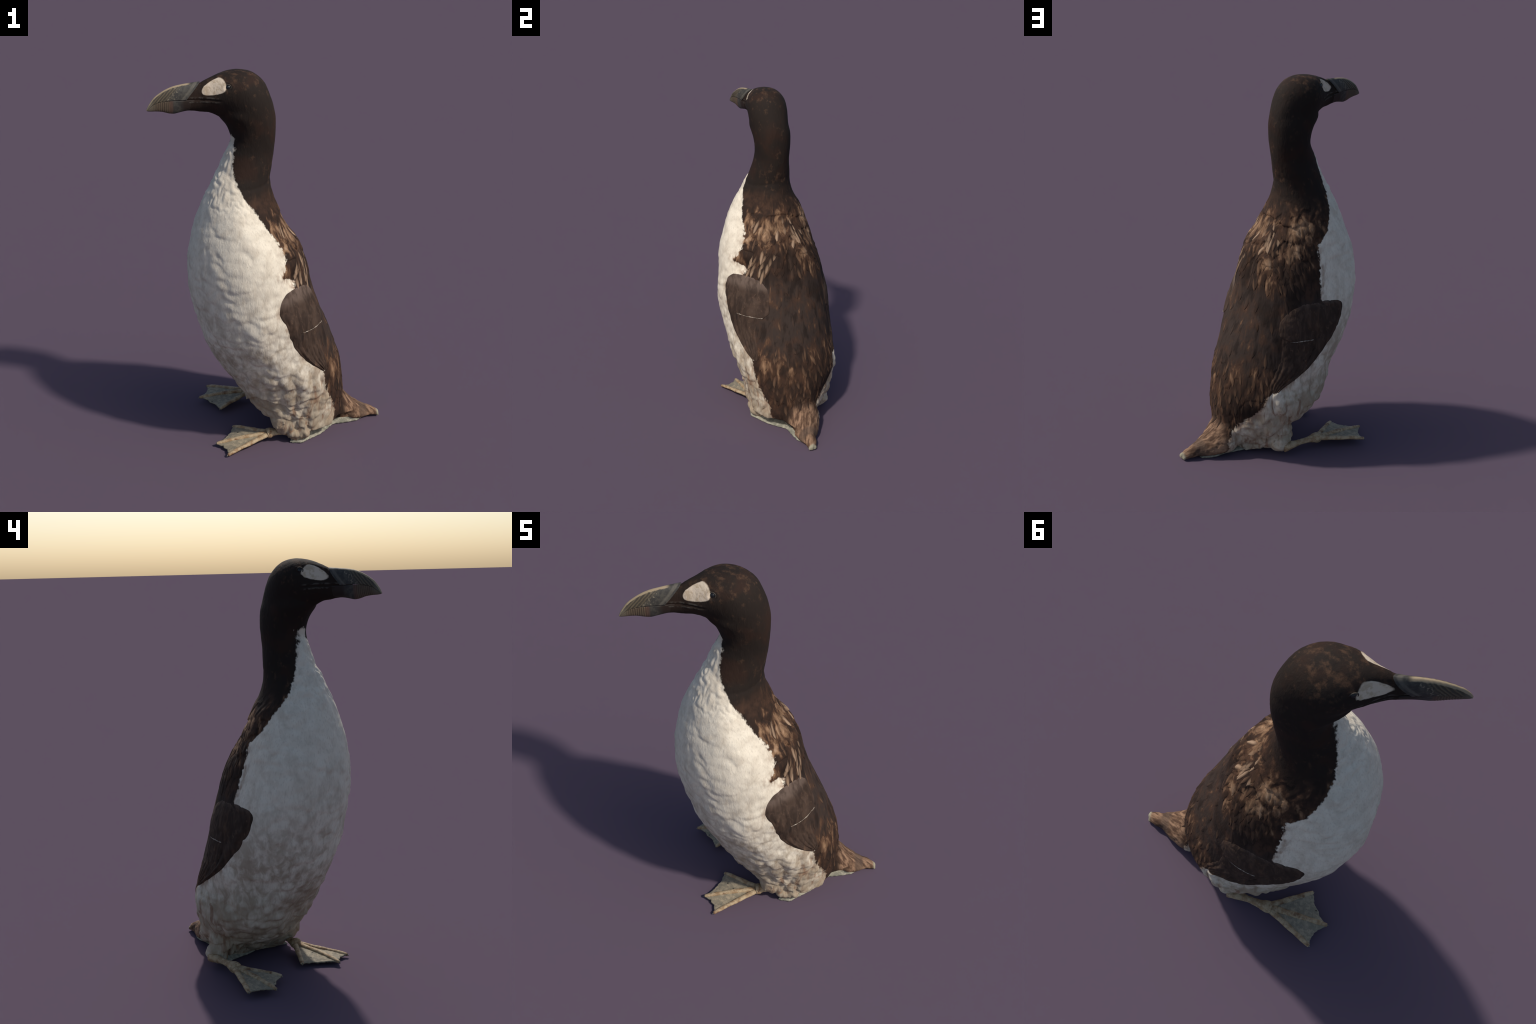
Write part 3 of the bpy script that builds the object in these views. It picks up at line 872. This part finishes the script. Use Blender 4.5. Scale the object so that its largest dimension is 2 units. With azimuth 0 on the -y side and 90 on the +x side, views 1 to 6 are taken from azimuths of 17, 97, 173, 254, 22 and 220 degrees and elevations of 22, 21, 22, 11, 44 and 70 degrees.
def build_leg(parent, knuckle, back, tips, lift, m_toe, m_web, m_claw, seed):
    """One leg lying along the ground: tarsus, three ridged toes, the web between them, claws."""
    K, B = W(*knuckle), W(*back)
    mid = (K + B) / 2 + Z * 0.004
    path, t = smooth_path([B, mid, K, K + (W(*tips[1]) - K) * 0.08], 44)
    rad = 0.0205 + 0.005 * np.cos(t * 2 * np.pi) + 0.0045 * np.exp(-(((t - 0.9) / 0.10) ** 2))
    v, f = tube(path, rad, 28, 0.95)
    v += 0.0026 * perlin(v * 60 + seed)[:, None] * Z + 0.002 * perlin(v * 75 + seed + 9)[:, None] * R
    me = mesh_from("leg", v, f)
    outward(me)
    leg = obj_from("leg", me, parent, m_toe)
    curves = []
    for k, tip in enumerate(tips):
        Tp = W(*tip)
        side = (k - 1) * 0.010
        P1 = K + (Tp - K) * 0.10 + R * side * (-1 if seed else 1) * 0.0
        P2 = K + (Tp - K) * 0.5 + Z * (0.006 if k == 1 else 0.001)
        curve, t = smooth_path([K, P1, P2, K + (Tp - K) * 0.85 + Z * 0.003, Tp], 60)
        curves.append(curve)
        rad = 0.0145 * (1 - 0.40 * t) + 0.0022 * np.abs(np.sin(t * np.pi * 3.0)) * (t > 0.1)
        v, f = tube(curve, rad, 18, 0.8)
        v += 0.0014 * perlin(v * 110 + seed)[:, None] * Z
        v[:, 2] = np.maximum(v[:, 2], 0.001)
        me = mesh_from("toe", v, f)
        outward(me)
        obj_from("toe", me, leg, m_toe)
        d = curve[-1] - curve[-6]
        d /= np.linalg.norm(d)
        cp, t = smooth_path([Tp - d * 0.010, Tp + d * 0.001, Tp + d * 0.007 - Z * 0.005], 14)
        v, f = tube(cp, 0.0062 * (1 - 0.85 * t), 10)
        v[:, 2] = np.maximum(v[:, 2], 0.0005)
        me = mesh_from("claw", v, f)
        outward(me)
        obj_from("claw", me, leg, m_claw)
    # web: ruled between neighbouring toes, sagging and scalloped at the free edge
    nu, nv = 70, 60
    top, bot = [], []
    C = np.stack(curves)
    for iv in range(nv + 1):
        w = 2 * iv / nv
        k = min(int(w), 1)
        fr = w - k
        bow = math.sin(math.pi * fr)
        umax = 0.995 - 0.065 * bow + 0.022 * float(perlin(np.array([[w * 7.3, seed, 0.5]]))[0]) + 0.012 * float(perlin(np.array([[w * 19.3, seed, 7.5]]))[0])
        u = np.linspace(0.0, umax, nu)
        x = u * (C.shape[1] - 1)
        i = np.clip(x.astype(int), 0, C.shape[1] - 2)
        fx = (x - i)[:, None]
        A = C[k][i] * (1 - fx) + C[k][i + 1] * fx
        Bc = C[k + 1][i] * (1 - fx) + C[k + 1][i + 1] * fx
        P = A * (1 - fr) + Bc * fr
        P[:, 2] -= 0.007 * bow * u - 0.0012 * perlin(P * 55 + seed)
        P[:, 2] = np.maximum(P[:, 2], 0.006)
        top.append(P + Z * 0.0028)
        bot.append(np.c_[P[:, :2], np.maximum(P[:, 2] - 0.0032, 0.001)])
    top, bot = np.array(top), np.array(bot)
    V = np.concatenate([top.reshape(-1, 3), bot.reshape(-1, 3)])
    faces = []
    N = (nv + 1) * nu
    for i in range(nv):
        for j in range(nu - 1):
            q = (i * nu + j, i * nu + j + 1, (i + 1) * nu + j + 1, (i + 1) * nu + j)
            faces.append(q)
            faces.append(tuple(N + c for c in reversed(q)))
        for j in (0, nu - 1):
            q = (i * nu + j, (i + 1) * nu + j, N + (i + 1) * nu + j, N + i * nu + j)
            faces.append(q)
    for j in range(nu - 1):
        for i in (0, nv):
            faces.append((i * nu + j, i * nu + j + 1, N + i * nu + j + 1, N + i * nu + j))
    me = mesh_from("web", V, faces)
    outward(me)
    obj_from("web", me, leg, m_web)
    return leg


def slab(name, rows, front, rear, height, parent, mat, bvh, ribs=0.0, nz=70, nt=70, flap=False):
    """A folded wing piece lying on the flank: a patch of the torso surface between two edges, raised and rounded."""
    z0, z1 = rows
    zs = np.linspace(z0, z1, nz)
    f_, r_ = np.array(sorted(front)), np.array(sorted(rear))
    top, bot = [], []
    for i, z in enumerate(zs):
        tf = np.mean([np.interp(z + k, *f_.T) for k in np.linspace(-0.022, 0.022, 7)]) + 1.1 * float(perlin(np.array([[z * 30, 1.5, height * 900]]))[0])
        tr = np.mean([np.interp(z + k, *r_.T) for k in np.linspace(-0.022, 0.022, 7)]) + 1.1 * float(perlin(np.array([[z * 34, 8.5, height * 900]]))[0])
        th = np.linspace(tf, tr, nt)
        P = torso_point(th, np.full(nt, z))
        c = W(np.interp(z, TORSO[:, 0], (TORSO[:, 1] + TORSO[:, 2]) / 2), 0.03, z)
        nrm = P - c
        nrm[:, 2] = 0.06
        nrm /= np.linalg.norm(nrm, axis=1)[:, None]
        # start from the displaced body surface
        Q = []
        for p, n in zip(P, nrm):
            h = bvh.ray_cast(Vector(p + n * 0.08), Vector(-n), 0.16)
            Q.append(np.array(h[0]) if h[0] is not None else p)
        Q = np.array(Q) * 0.8 + P * 0.2
        s = np.linspace(0, 1, nt)
        e1 = np.clip(s / 0.22, 0, 1)
        e2 = np.clip((1 - s) / 0.22, 0, 1)
        w = i / (nz - 1)
        ez = np.clip(w / 0.30, 0, 1)
        eb = np.clip((1 - w) / 0.07, 0, 1)
        if flap:
            # a flap of coverts: fades in from the front and above, ends in a thick edge below and behind
            e1 = np.clip(s / 0.7, 0, 1)
            ez = np.clip(w / 0.75, 0, 1)
            eb = np.clip((1 - w) / 0.045, 0, 1)
            e2 = np.clip((1 - s) / (0.10 + 0.35 * (1 - w)), 0, 1)
        dome = np.sqrt(1 - (1 - e1) ** 2) * np.sqrt(1 - (1 - e2) ** 2) * math.sqrt(1 - (1 - ez) ** 2) * math.sqrt(1 - (1 - eb) ** 2)
        hgt = height * (dome - 0.22) + (0.0028 * perlin(Q * 26) + 0.0014 * perlin(Q * np.array([75, 75, 40])) + 0.0008 * perlin(Q * np.array([150, 150, 70]))) * dome
        hgt = hgt + (0.0048 * np.exp(-(((s - 0.15) / 0.07) ** 2)) - 0.0030 * np.exp(-(((s - 0.30) / 0.05) ** 2))) * dome * (0 if flap else 1)
        if ribs:
            hgt = hgt + ribs * (0.5 + 1.2 * sst(np.array(w), 0.45, 0.75)) * dome * (np.abs(np.sin((s * 6.0 + w * 2.2) * np.pi)) - 0.5)
        top.append(Q + nrm * hgt[:, None])
        bot.append(P - nrm * 0.02)
    top, bot = np.array(top), np.array(bot)
    V = np.concatenate([top.reshape(-1, 3), bot.reshape(-1, 3)])
    N = nz * nt
    faces = []
    for i in range(nz - 1):
        for j in range(nt - 1):
            q = (i * nt + j, i * nt + j + 1, (i + 1) * nt + j + 1, (i + 1) * nt + j)
            faces += [q, tuple(N + c for c in reversed(q))]
        for j in (0, nt - 1):
            faces.append((i * nt + j, (i + 1) * nt + j, N + (i + 1) * nt + j, N + i * nt + j))
    for j in range(nt - 1):
        for i in (0, nz - 1):
            faces.append((i * nt + j, i * nt + j + 1, N + i * nt + j + 1, N + i * nt + j))
    me = mesh_from(name, V, faces)
    outward(me)
    return obj_from(name, me, parent, mat), top


def feather_mesh(L, w, project):
    """A contour feather: a thin lens that follows the body, base at the origin, tip along +y.
    project(x, y) gives the local point of the body surface and its local normal."""
    nu, nv = 12, 8
    V, faces = [], []
    for sgn in (1, -1):
        for i in range(nu + 1):
            u = i / nu
            half = w * (math.sin(math.pi * min(u * 0.60 + 0.14, 1.0)) ** 0.8) * math.sqrt(max(1 - u**6, 0.0))
            for j in range(nv + 1):
                v = -1 + 2 * j / nv
                p, n = project(v * half, u * L + 0.007 * (1 - v * v) * u)
                if p is None:
                    return None
                body = (1 - v * v) * (1 - 0.6 * u**3)
                lift = -0.0012 + 0.0023 * min(u * 1.4, 1.0) - 0.0011 * v * v
                V.append(p + n * (lift + sgn * (0.0007 * body + 0.0002)))
    row = nv + 1
    N = (nu + 1) * row
    for i in range(nu):
        for j in range(nv):
            q = (i * row + j, i * row + j + 1, (i + 1) * row + j + 1, (i + 1) * row + j)
            faces += [q, tuple(N + c for c in reversed(q))]
        for j in (0, nv):
            faces.append((i * row + j, (i + 1) * row + j, N + (i + 1) * row + j, N + i * row + j))
    for j in range(nv):
        for i in (0, nu):
            faces.append((i * row + j, i * row + j + 1, N + i * row + j + 1, N + i * row + j))
    me = mesh_from("feather", V, faces)
    outward(me)
    return me


def scatter_feathers(parent, bvh, zones):
    """Loose contour feathers on the dark back: tips down, in pale and dark drifts."""
    for z0, z1, number, spacing, length, pale, brown, dusky, spread, bias in zones:
        placed = []
        tries = 0
        while len(placed) < number and tries < 9000:
            tries += 1
            zz = rng.uniform(z1, z0)
            t = rng.uniform(118, 243)
            v = spline(TORSO[:, 0], TORSO[:, 1:], np.array([zz]))[0]
            p = torso_point(t, zz)[0]
            n = p - W(v[0] * 0.5 + v[1] * 0.5, 0.03, zz)
            n[2] = 0.0
            n /= np.linalg.norm(n)
            h = bvh.ray_cast(Vector(p + n * 0.08), Vector(-n), 0.16)
            if h[0] is None:
                continue
            pos = np.array(h[0])
            a, b = pos @ F, pos @ R
            if whiteness(np.array([a]), np.array([b]), np.array([zz]))[0] > -0.06:
                continue
            if b < -0.02 and 0.44 < zz < 0.99 and t > (196 if zz > 0.7 else 222):
                continue
            if b > 0.15 and 0.40 < zz < 0.92 and t < (146 if zz > 0.7 else 130):
                continue
            if placed and np.min(np.linalg.norm((np.array(placed) - pos) * np.array([1, 1, 0.55]), axis=1)) < spacing:
                continue
            placed.append(pos)
            drift = float(perlin((pos * np.array([9, 9, 8.0]) + 4)[None])[0]) + rng.normal(0, 0.16) + bias
            mat = pale if drift > 0.16 else brown if drift > -0.12 else dusky
            nn = np.array(h[1])
            down = -Z + R * (b - 0.02) * spread + R * rng.normal(0, 0.16)
            y = down - nn * (down @ nn)
            y /= np.linalg.norm(y)
            x = np.cross(y, nn)
            x /= np.linalg.norm(x)
            L, w = length * rng.uniform(0.7, 1.35), length * rng.uniform(0.10, 0.20)
            axes = np.stack([x, y, nn])

            def project(u, v):
                g = pos + x * u + y * v
                q = bvh.ray_cast(Vector(g + nn * 0.04), Vector(-nn), 0.09)
                if q[0] is None:
                    return None, None
                return axes @ (np.array(q[0]) - pos), axes @ np.array(q[1])
            me = feather_mesh(L, w, project)
            if me is None:
                placed.pop()
                continue
            ob = obj_from("feather", me, parent, mat)
            ob.matrix_world = Matrix([[x[k], y[k], nn[k], pos[k]] for k in range(3)] + [[0, 0, 0, 1]])


def build_rim(parent, mat):
    """The pale ragged rim of skin and dust that the bird stands on."""
    outline = np.array([[-0.045, -0.165], [-0.080, -0.182], [-0.112, -0.184], [-0.150, -0.160], [-0.190, -0.143], [-0.235, -0.115], [-0.282, -0.076], [-0.322, -0.038], [-0.370, -0.036], [-0.413, -0.034], [-0.465, -0.030],
                        [-0.497, -0.008], [-0.510, 0.030], [-0.505, 0.066], [-0.475, 0.090], [-0.442, 0.104], [-0.377, 0.108], [-0.312, 0.130], [-0.248, 0.158], [-0.180, 0.190], [-0.126, 0.262], [-0.080, 0.290],
                        [-0.070, 0.240], [-0.100, 0.110], [-0.110, 0.005], [-0.076, -0.096]])
    d = np.r_[0, np.cumsum(np.linalg.norm(np.diff(np.r_[outline, outline[:1]], axis=0), axis=1))]
    q = np.linspace(0, d[-1], 420, endpoint=False)
    P = np.stack([np.interp(q, d, np.r_[outline[:, k], outline[:1, k]]) for k in (0, 1)], 1)
    c = P.mean(0)
    rag = 0.004 * perlin(np.c_[P * 45, np.zeros(len(P))]) + 0.003 * perlin(np.c_[P * 150, np.ones(len(P))])
    dirn = (P - c) / np.linalg.norm(P - c, axis=1)[:, None]
    rings = []
    for ins, z in ((0.0, 0.0), (0.0, 0.005), (0.006, 0.010), (0.020, 0.014), (0.045, 0.024), (0.08, 0.030)):
        k = P + dirn * (rag[:, None] - ins)
        rings.append(W(k[:, 0], k[:, 1], z + 0.003 * perlin(np.c_[k * 40, np.full(len(k), z * 30)]) * (z > 0.001)))
    V = np.concatenate(rings)
    V[:, 2] = np.maximum(V[:, 2], 0.0) + 0.018 * sst(V @ R, 0.05, 0.24)
    me = mesh_from("rim", V, tube_faces(len(rings), len(P)))
    outward(me)
    return obj_from("rim", me, parent, mat)


def build():
    root = bpy.data.objects.new("great_seabird", None)
    bpy.context.scene.collection.objects.link(root)
    root["label"] = "stuffed flightless seabird with dark brown back and white belly"
    root["category"] = "bird"

    body_m = plumage_material("plumage")
    head_m = plumage_material("head_plumage", head=True)
    flip_m = flipper_material("flipper_plumage")
    up_m, low_m = horn_material("upper_horn"), horn_material("lower_horn", True)
    toe_m, web_m = foot_material("toe_skin", True), foot_material("web_skin", False)
    claw_m = simple_material("claw_horn", (0.10, 0.085, 0.06), (0.30, 0.26, 0.19), 60, 0.6, 0.3)
    eye_m = simple_material("eye_glass", (0.006, 0.007, 0.008), (0.010, 0.011, 0.013), 20, 0.30, 0.4, 0.0)
    lid_m = simple_material("eyelid_skin", (0.045, 0.038, 0.030), (0.085, 0.070, 0.054), 90, 0.7, 0.2)
    rim_m = simple_material("rim_skin", (0.20, 0.19, 0.145), (0.37, 0.34, 0.26), 45, 0.9, 0.1, 0.7)
    scar_m = simple_material("quill_edge", (0.17, 0.13, 0.10), (0.40, 0.34, 0.27), 70, 0.8, 0.15)

    me = union_body()
    fair(me, lambda a, b, z: 0.9 * sst(z, 1.66, 1.72) * (1 - sst(z, 1.88, 1.93)) * (1 - sst(a, 0.22, 0.28)), 40)
    relief(me)
    bvh = BVHTree.FromPolygons([v.co.copy() for v in me.vertices], [tuple(p.vertices) for p in me.polygons])
    split_body(me, root, [
        ("head", lambda a, b, z: (z > 1.745) | ((z > 1.66) & (a > 0.262)), head_m),
        ("neck", lambda a, b, z: z > 1.42, body_m),
        ("tail", lambda a, b, z: (a < -0.392) & (z < 0.22), body_m),
        ("thigh", lambda a, b, z: (z < 0.17) & (b < 0.03) & (a > -0.25), body_m),
        ("thigh", lambda a, b, z: (z < 0.17) & (b >= 0.03) & (a > -0.25), body_m),
        ("torso", lambda a, b, z: a > -9, body_m),
    ])

    # folded wings: a blade lying on the flank, its quills below, and the covert flap that ends in a frayed edge
    wings = []
    f_bl = [(0.445, 234.5), (0.463, 238), (0.500, 242), (0.534, 246), (0.594, 249.5), (0.679, 252), (0.757, 254.5), (0.810, 256.5), (0.864, 255.5), (0.895, 252), (0.920, 248), (0.955, 236)]
    r_bl = [(0.445, 229.0), (0.463, 227.5), (0.530, 225.0), (0.605, 223.5), (0.676, 219), (0.72, 212), (0.80, 208), (0.90, 211), (0.955, 222)]
    w, top = slab("flipper", (0.935, 0.445), f_bl, r_bl, 0.0040, root, flip_m, bvh, ribs=0.0022, nz=120)
    f_cv = [(0.702, 244), (0.715, 246), (0.757, 249), (0.810, 251), (0.864, 250), (0.895, 246), (0.945, 238)]
    r_cv = [(0.702, 212), (0.712, 207), (0.730, 203.5), (0.760, 201.5), (0.800, 201.5), (0.86, 203), (0.90, 206), (0.945, 216)]
    c, top = slab("wing_covert", (0.930, 0.702), f_cv, r_cv, 0.0080, w, flip_m, bvh, flap=True)
    wings.append((c, top))
    f_bl = [(0.415, 114), (0.440, 108), (0.470, 101), (0.500, 96), (0.550, 90), (0.629, 85.5), (0.700, 80.5), (0.760, 79.5), (0.820, 80.5), (0.850, 83), (0.868, 89), (0.880, 102)]
    r_bl = [(0.415, 119), (0.445, 124), (0.512, 126), (0.583, 125), (0.66, 128), (0.73, 132), (0.80, 132), (0.849, 126), (0.880, 116)]
    w, top = slab("flipper", (0.880, 0.415), f_bl, r_bl, 0.0040, root, flip_m, bvh, ribs=0.0022, nz=120)
    f_cv = [(0.672, 101), (0.690, 97), (0.715, 93), (0.770, 89), (0.828, 89), (0.850, 92), (0.876, 102)]
    r_cv = [(0.672, 116), (0.686, 124), (0.700, 131), (0.747, 137), (0.80, 137), (0.849, 130), (0.876, 118)]
    c, top = slab("wing_covert", (0.876, 0.680), f_cv, r_cv, 0.0080, w, flip_m, bvh, flap=True)
    wings.append((c, top))
    # pale frayed edge along the cut of each folded wing
    for w, top in wings:
        row = top[-3]
        lo, hi = int(len(row) * 0.16), int(len(row) * 0.985)
        path, t = smooth_path(row[lo:hi:5], 60)
        path = path + Z * (0.0015 * perlin(path * 90))[:, None] - Z * 0.002
        v, f = tube(path, 0.0008 + 0.0020 * sst(perlin(path * 45) + perlin(path * 130) * 0.5, -0.5, 0.5), 8)
        m = mesh_from("quill_edge", v, f)
        outward(m)
        obj_from("quill_edge", m, w, scar_m)

    build_beak(root, up_m, low_m)

    for side, ea, ez in ((-1, 0.262, 1.934), (1, 0.277, 1.945)):
        o = W(ea, -0.02 + side * 0.25, ez)
        hit = bvh.ray_cast(Vector(o), Vector(-side * R), 0.4)
        hp = np.array(hit[0])
        nrm = side * R * 0.85 + F * 0.40 + Z * 0.10
        nrm /= np.linalg.norm(nrm)
        bm = bmesh.new()
        bmesh.ops.create_uvsphere(bm, u_segments=32, v_segments=20, radius=0.0140)
        m = bpy.data.meshes.new("eye")
        bm.to_mesh(m)
        bm.free()
        e = obj_from("eye", m, root, eye_m)
        e.location = hp - nrm * 0.0085
        u = np.cross(nrm, Z)
        u /= np.linalg.norm(u)
        v_ = np.cross(u, nrm)
        t = np.linspace(0, 2 * np.pi, 48, endpoint=False)
        c = hp - nrm * 0.0008
        ring = c + 0.0140 * (np.cos(t)[:, None] * u * 1.12 + np.sin(t)[:, None] * v_)
        V = []
        for k in range(48):
            rd = ring[k] - c
            rd /= np.linalg.norm(rd)
            for j in range(10):
                x = 2 * np.pi * j / 10
                V.append(ring[k] + 0.0027 * (math.cos(x) * rd + math.sin(x) * nrm))
        fs = tube_faces(48, 10, cap=False) + [(47 * 10 + j, 47 * 10 + (j + 1) % 10, (j + 1) % 10, j) for j in range(10)]
        m = mesh_from("eyelid", V, fs)
        outward(m)
        obj_from("eyelid", m, root, lid_m)

    build_leg(root, (0.050, -0.118, 0.046), (-0.085, -0.150, 0.045), [(0.311, -0.232, 0.012), (0.350, -0.118, 0.019), (0.231, 0.026, 0.023)], 0.0, toe_m, web_m, claw_m, 0)
    build_leg(root, (0.063, 0.338, 0.060), (-0.130, 0.306, 0.050), [(0.297, 0.475, 0.041), (0.361, 0.360, 0.037), (0.266, 0.218, 0.030)], 0.03, toe_m, web_m, claw_m, 5)

    build_rim(root, rim_m)

    pale = feather_material("pale_feather", root, (0.42, 0.285, 0.185), 0.85)
    brown = feather_material("brown_feather", root, (0.17, 0.098, 0.058), 0.65)
    dusky = feather_material("dusky_feather", root, (0.075, 0.046, 0.032), 0.5)

    scatter_feathers(root, bvh, [(1.30, 1.00, 120, 0.022, 0.085, pale, brown, dusky, 2.4, -0.02),
                                 (1.00, 0.60, 16, 0.060, 0.080, brown, brown, dusky, 1.0, -0.05),
                                 (0.56, 0.20, 70, 0.028, 0.070, brown, brown, dusky, 0.5, 0.0)])


build()
